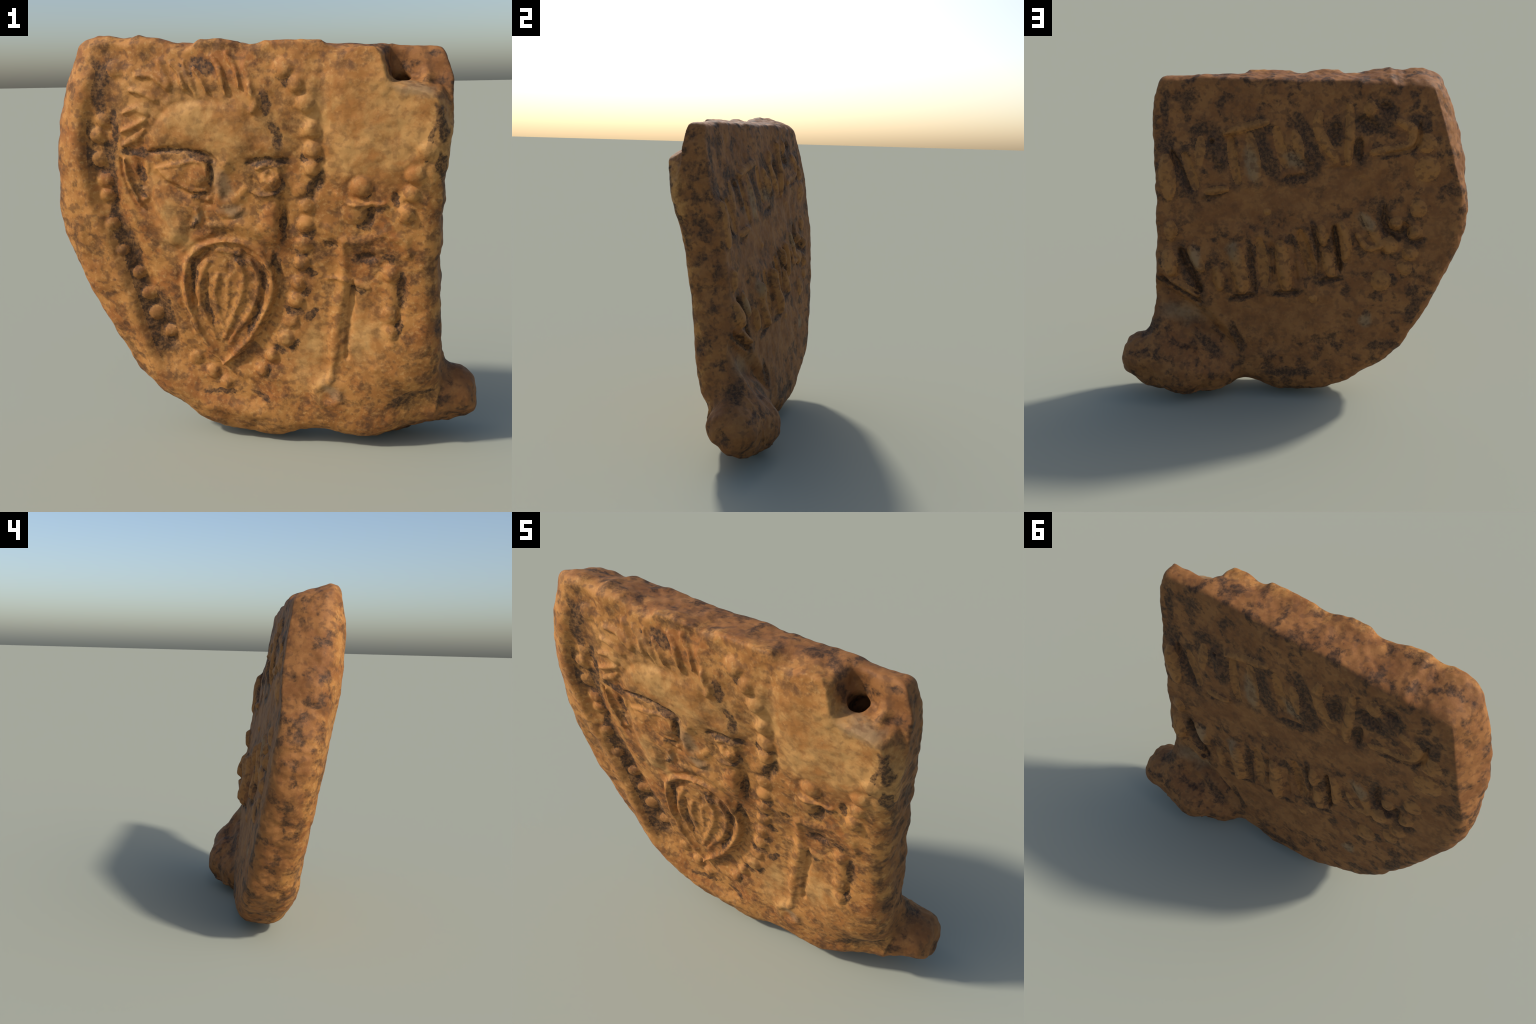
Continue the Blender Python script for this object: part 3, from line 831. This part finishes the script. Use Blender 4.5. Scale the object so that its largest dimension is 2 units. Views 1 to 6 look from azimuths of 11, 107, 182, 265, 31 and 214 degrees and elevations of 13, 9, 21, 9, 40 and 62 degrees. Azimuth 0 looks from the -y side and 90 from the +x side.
# ------------------------------------------------------------------ material
def build_material(name, soil, rub=0.0):
    """soil: how much dark deposit the piece carries (raised, rubbed pieces carry less)."""
    mat = bpy.data.materials.new(name)
    mat.use_nodes = True
    nt = mat.node_tree
    nodes, links = nt.nodes, nt.links
    nodes.clear()

    def node(kind, **props):
        n = nodes.new(kind)
        for k, v in props.items():
            setattr(n, k, v)
        return n

    def math_node(op, a, b=None, c=None, clamp=False):
        n = node("ShaderNodeMath", operation=op, use_clamp=clamp)
        for i, x in enumerate((a, b, c)):
            if x is None:
                continue
            if isinstance(x, (int, float)):
                n.inputs[i].default_value = x
            else:
                links.new(x, n.inputs[i])
        return n.outputs[0]

    def vec(op, a, b=None, scale=None):
        n = node("ShaderNodeVectorMath", operation=op)
        for i, x in enumerate((a, b)):
            if x is None:
                continue
            if isinstance(x, (tuple, list)):
                n.inputs[i].default_value = x
            else:
                links.new(x, n.inputs[i])
        if scale is not None:
            n.inputs["Scale"].default_value = scale
        return n

    def noise(vector, scale, detail=4.0, rough=0.55, distortion=0.0):
        n = node("ShaderNodeTexNoise")
        links.new(vector, n.inputs["Vector"])
        n.inputs["Scale"].default_value = scale
        n.inputs["Detail"].default_value = detail
        n.inputs["Roughness"].default_value = rough
        n.inputs["Distortion"].default_value = distortion
        return n

    def step(value, a, b):
        n = node("ShaderNodeMapRange", interpolation_type="SMOOTHSTEP")
        links.new(value, n.inputs["Value"])
        n.inputs["From Min"].default_value, n.inputs["From Max"].default_value = a, b
        return n.outputs["Result"]

    def mix(factor, a, b, mode="MIX"):
        n = node("ShaderNodeMix", data_type="RGBA", blend_type=mode)
        if isinstance(factor, (int, float)):
            n.inputs[0].default_value = factor
        else:
            links.new(factor, n.inputs[0])
        for s, x in ((n.inputs[6], a), (n.inputs[7], b)):
            if isinstance(x, (tuple, list)):
                s.default_value = (*x, 1)
            else:
                links.new(x, s)
        return n.outputs[2]

    coord = node("ShaderNodeTexCoord").outputs["Object"]
    # slab coordinates of the shading point
    local = node("ShaderNodeCombineXYZ")
    for i, axis in enumerate(AXES):
        links.new(vec("DOT_PRODUCT", coord, tuple(axis)).outputs["Value"], local.inputs[i])
    place = local.outputs[0]
    wobble = noise(place, 13.0, 5.0, 0.65)
    shift = vec("SCALE", vec("SUBTRACT", wobble.outputs["Color"], (0.5, 0.5, 0.5)).outputs[0], scale=WOBBLE)
    loose = vec("ADD", place, shift.outputs[0]).outputs[0]

    def blots(lists):
        """Smallest normalised distance to a set of elongated blots."""
        found = None
        for items, w in lists:
            for u, v, half, radius, turn in items:
                m = node("ShaderNodeMapping", vector_type="TEXTURE")
                spot = loose
                if found is not None:      # evaluated one after the other, which keeps the shader stack small
                    n = node("ShaderNodeVectorMath", operation="MULTIPLY_ADD")
                    links.new(found, n.inputs[0])
                    n.inputs[1].default_value = (1e-6, 1e-6, 1e-6)
                    links.new(loose, n.inputs[2])
                    spot = n.outputs[0]
                links.new(spot, m.inputs["Vector"])
                m.inputs["Location"].default_value = (u, v, w)
                m.inputs["Rotation"].default_value = (0, 0, turn)
                m.inputs["Scale"].default_value = (half, radius, 0.07)
                d = vec("LENGTH", m.outputs[0]).outputs["Value"]
                found = d if found is None else math_node("MINIMUM", found, d)
        return found

    stain = blots(((FRONT_STAINS, 0.05), (BACK_STAINS, -0.215)))
    pale = step(blots(((FRONT_CLEAN, 0.05),)), 2.3, 0.2)
    clean = math_node("MAXIMUM", pale, step(blots(((BACK_CLEAN, -0.215),)), 1.7, 0.3))
    grey = step(blots(((FRONT_GREY, 0.03), (BACK_GREY, -0.215))), 1.4, 0.5)

    big = noise(place, 2.6, 3.0, 0.5).outputs["Fac"]
    mid = noise(place, 9.0, 6.0, 0.62, 0.3).outputs["Fac"]
    patch = noise(place, 13.0, 4.0, 0.58, 0.15).outputs["Fac"]
    fine = noise(place, 55.0, 4.0, 0.65).outputs["Fac"]
    speck = noise(place, 30.0, 2.0, 0.5, 0.0).outputs["Fac"]

    # paler ochre toward the front by slip; the rest is a darker, redder brown
    depth = node("ShaderNodeSeparateXYZ")
    links.new(loose, depth.inputs[0])
    front_tint = step(math_node("MULTIPLY_ADD", math_node("SUBTRACT", mid, 0.5), 0.22, depth.outputs[2]), -0.060, 0.030)
    bare = mix(step(mid, 0.36, 0.64), CLAY_DEEP, CLAY)
    bare = mix(rub, bare, OCHRE)
    col = mix(step(mid, 0.36, 0.64), OCHRE_DEEP, OCHRE)
    col = mix(step(big, 0.40, 0.62), col, mix(step(mid, 0.4, 0.6), RUST, OCHRE))
    col = mix(front_tint, bare, col)
    col = mix(math_node("MULTIPLY", step(fine, 0.50, 0.72), math_node("MULTIPLY_ADD", front_tint, 0.36, 0.10)), col, OCHRE_PALE)
    col = mix(math_node("MULTIPLY", pale, 0.60), col, mix(step(mid, 0.35, 0.65), OCHRE, OCHRE_PALE))
    col = mix(math_node("MULTIPLY", grey, 0.6), col, GREY)

    # reddish brown mottling, kept off the clean areas
    keep = math_node("SUBTRACT", 1.0, math_node("MULTIPLY", clean, 0.72))
    mottle = math_node("MULTIPLY", step(speck, 0.50, 0.66), math_node("MULTIPLY_ADD", keep, 0.48, 0.12))
    col = mix(mottle, col, UMBER)
    # dark deposit: free patches plus the placed blots
    free = math_node("MULTIPLY", step(patch, 0.50, 0.62), keep)
    placed = step(math_node("MULTIPLY_ADD", math_node("SUBTRACT", speck, 0.5), 0.9, stain), 1.45, 0.92)
    dark = math_node("MAXIMUM", math_node("MULTIPLY", free, math_node("MULTIPLY_ADD", front_tint, -0.28, 0.90)), math_node("MULTIPLY", placed, 0.95))
    dark = math_node("MULTIPLY", dark, math_node("MULTIPLY", math_node("MULTIPLY_ADD", step(fine, 0.62, 0.40), 0.35, 0.65), soil))
    col = mix(dark, col, mix(step(fine, 0.4, 0.6), SOOT, SOOT_WARM))

    bsdf = node("ShaderNodeBsdfPrincipled")
    links.new(col, bsdf.inputs["Base Color"])
    bsdf.inputs["Roughness"].default_value = 0.72
    bsdf.inputs["Specular IOR Level"].default_value = 0.28
    bump = node("ShaderNodeBump")
    bump.inputs["Strength"].default_value = 0.35
    bump.inputs["Distance"].default_value = 0.006
    links.new(math_node("ADD", math_node("MULTIPLY", fine, 0.6), mid), bump.inputs["Height"])
    links.new(bump.outputs[0], bsdf.inputs["Normal"])
    out = node("ShaderNodeOutputMaterial")
    links.new(bsdf.outputs[0], out.inputs["Surface"])
    return mat


WOBBLE = 0.085
OCHRE = (0.425, 0.186, 0.046)
OCHRE_DEEP = (0.295, 0.116, 0.026)
OCHRE_PALE = (0.56, 0.320, 0.112)
CLAY = (0.285, 0.118, 0.034)
CLAY_DEEP = (0.205, 0.078, 0.022)
RUST = (0.315, 0.112, 0.026)
UMBER = (0.125, 0.053, 0.020)
GREY = (0.25, 0.175, 0.095)
SOOT = (0.042, 0.022, 0.011)
SOOT_WARM = (0.080, 0.038, 0.017)

# ------------------------------------------------------------------ objects
clay = build_material("fired_clay", 1.0)
rubbed = build_material("rubbed_clay", 0.35, 0.45)
RUBBED = {"bead", "motif_knob", "eye", "hair_lock", "staff_motif", "letter_stroke", "letter_dot", "nose", "border_rim"}
plaque = bpy.data.objects.new("relief_plaque", None)
bpy.context.scene.collection.objects.link(plaque)
plaque["label"] = "broken brown fired-clay relief plaque with bearded mask and beaded border"
plaque["category"] = "relief fragment"

for number, name in enumerate(PARTS):
    chosen = quads[part == number]
    if len(chosen) < 6:
        continue
    used, local_index = np.unique(chosen, return_inverse=True)
    local_index = local_index.reshape(-1, 4)
    mesh = bpy.data.meshes.new(name)
    mesh.vertices.add(len(used))
    mesh.vertices.foreach_set("co", world[used].astype(np.float32).ravel())
    mesh.loops.add(len(chosen) * 4)
    mesh.loops.foreach_set("vertex_index", local_index.astype(np.int32).ravel())
    mesh.polygons.add(len(chosen))
    mesh.polygons.foreach_set("loop_start", np.arange(len(chosen), dtype=np.int32) * 4)
    mesh.polygons.foreach_set("use_smooth", np.ones(len(chosen), bool))
    mesh.update(calc_edges=True)
    mesh.validate()
    mesh.normals_split_custom_set_from_vertices(normals[used].astype(np.float32))
    mesh.materials.append(rubbed if name in RUBBED else clay)
    obj = bpy.data.objects.new(name, mesh)
    obj.parent = plaque
    bpy.context.scene.collection.objects.link(obj)
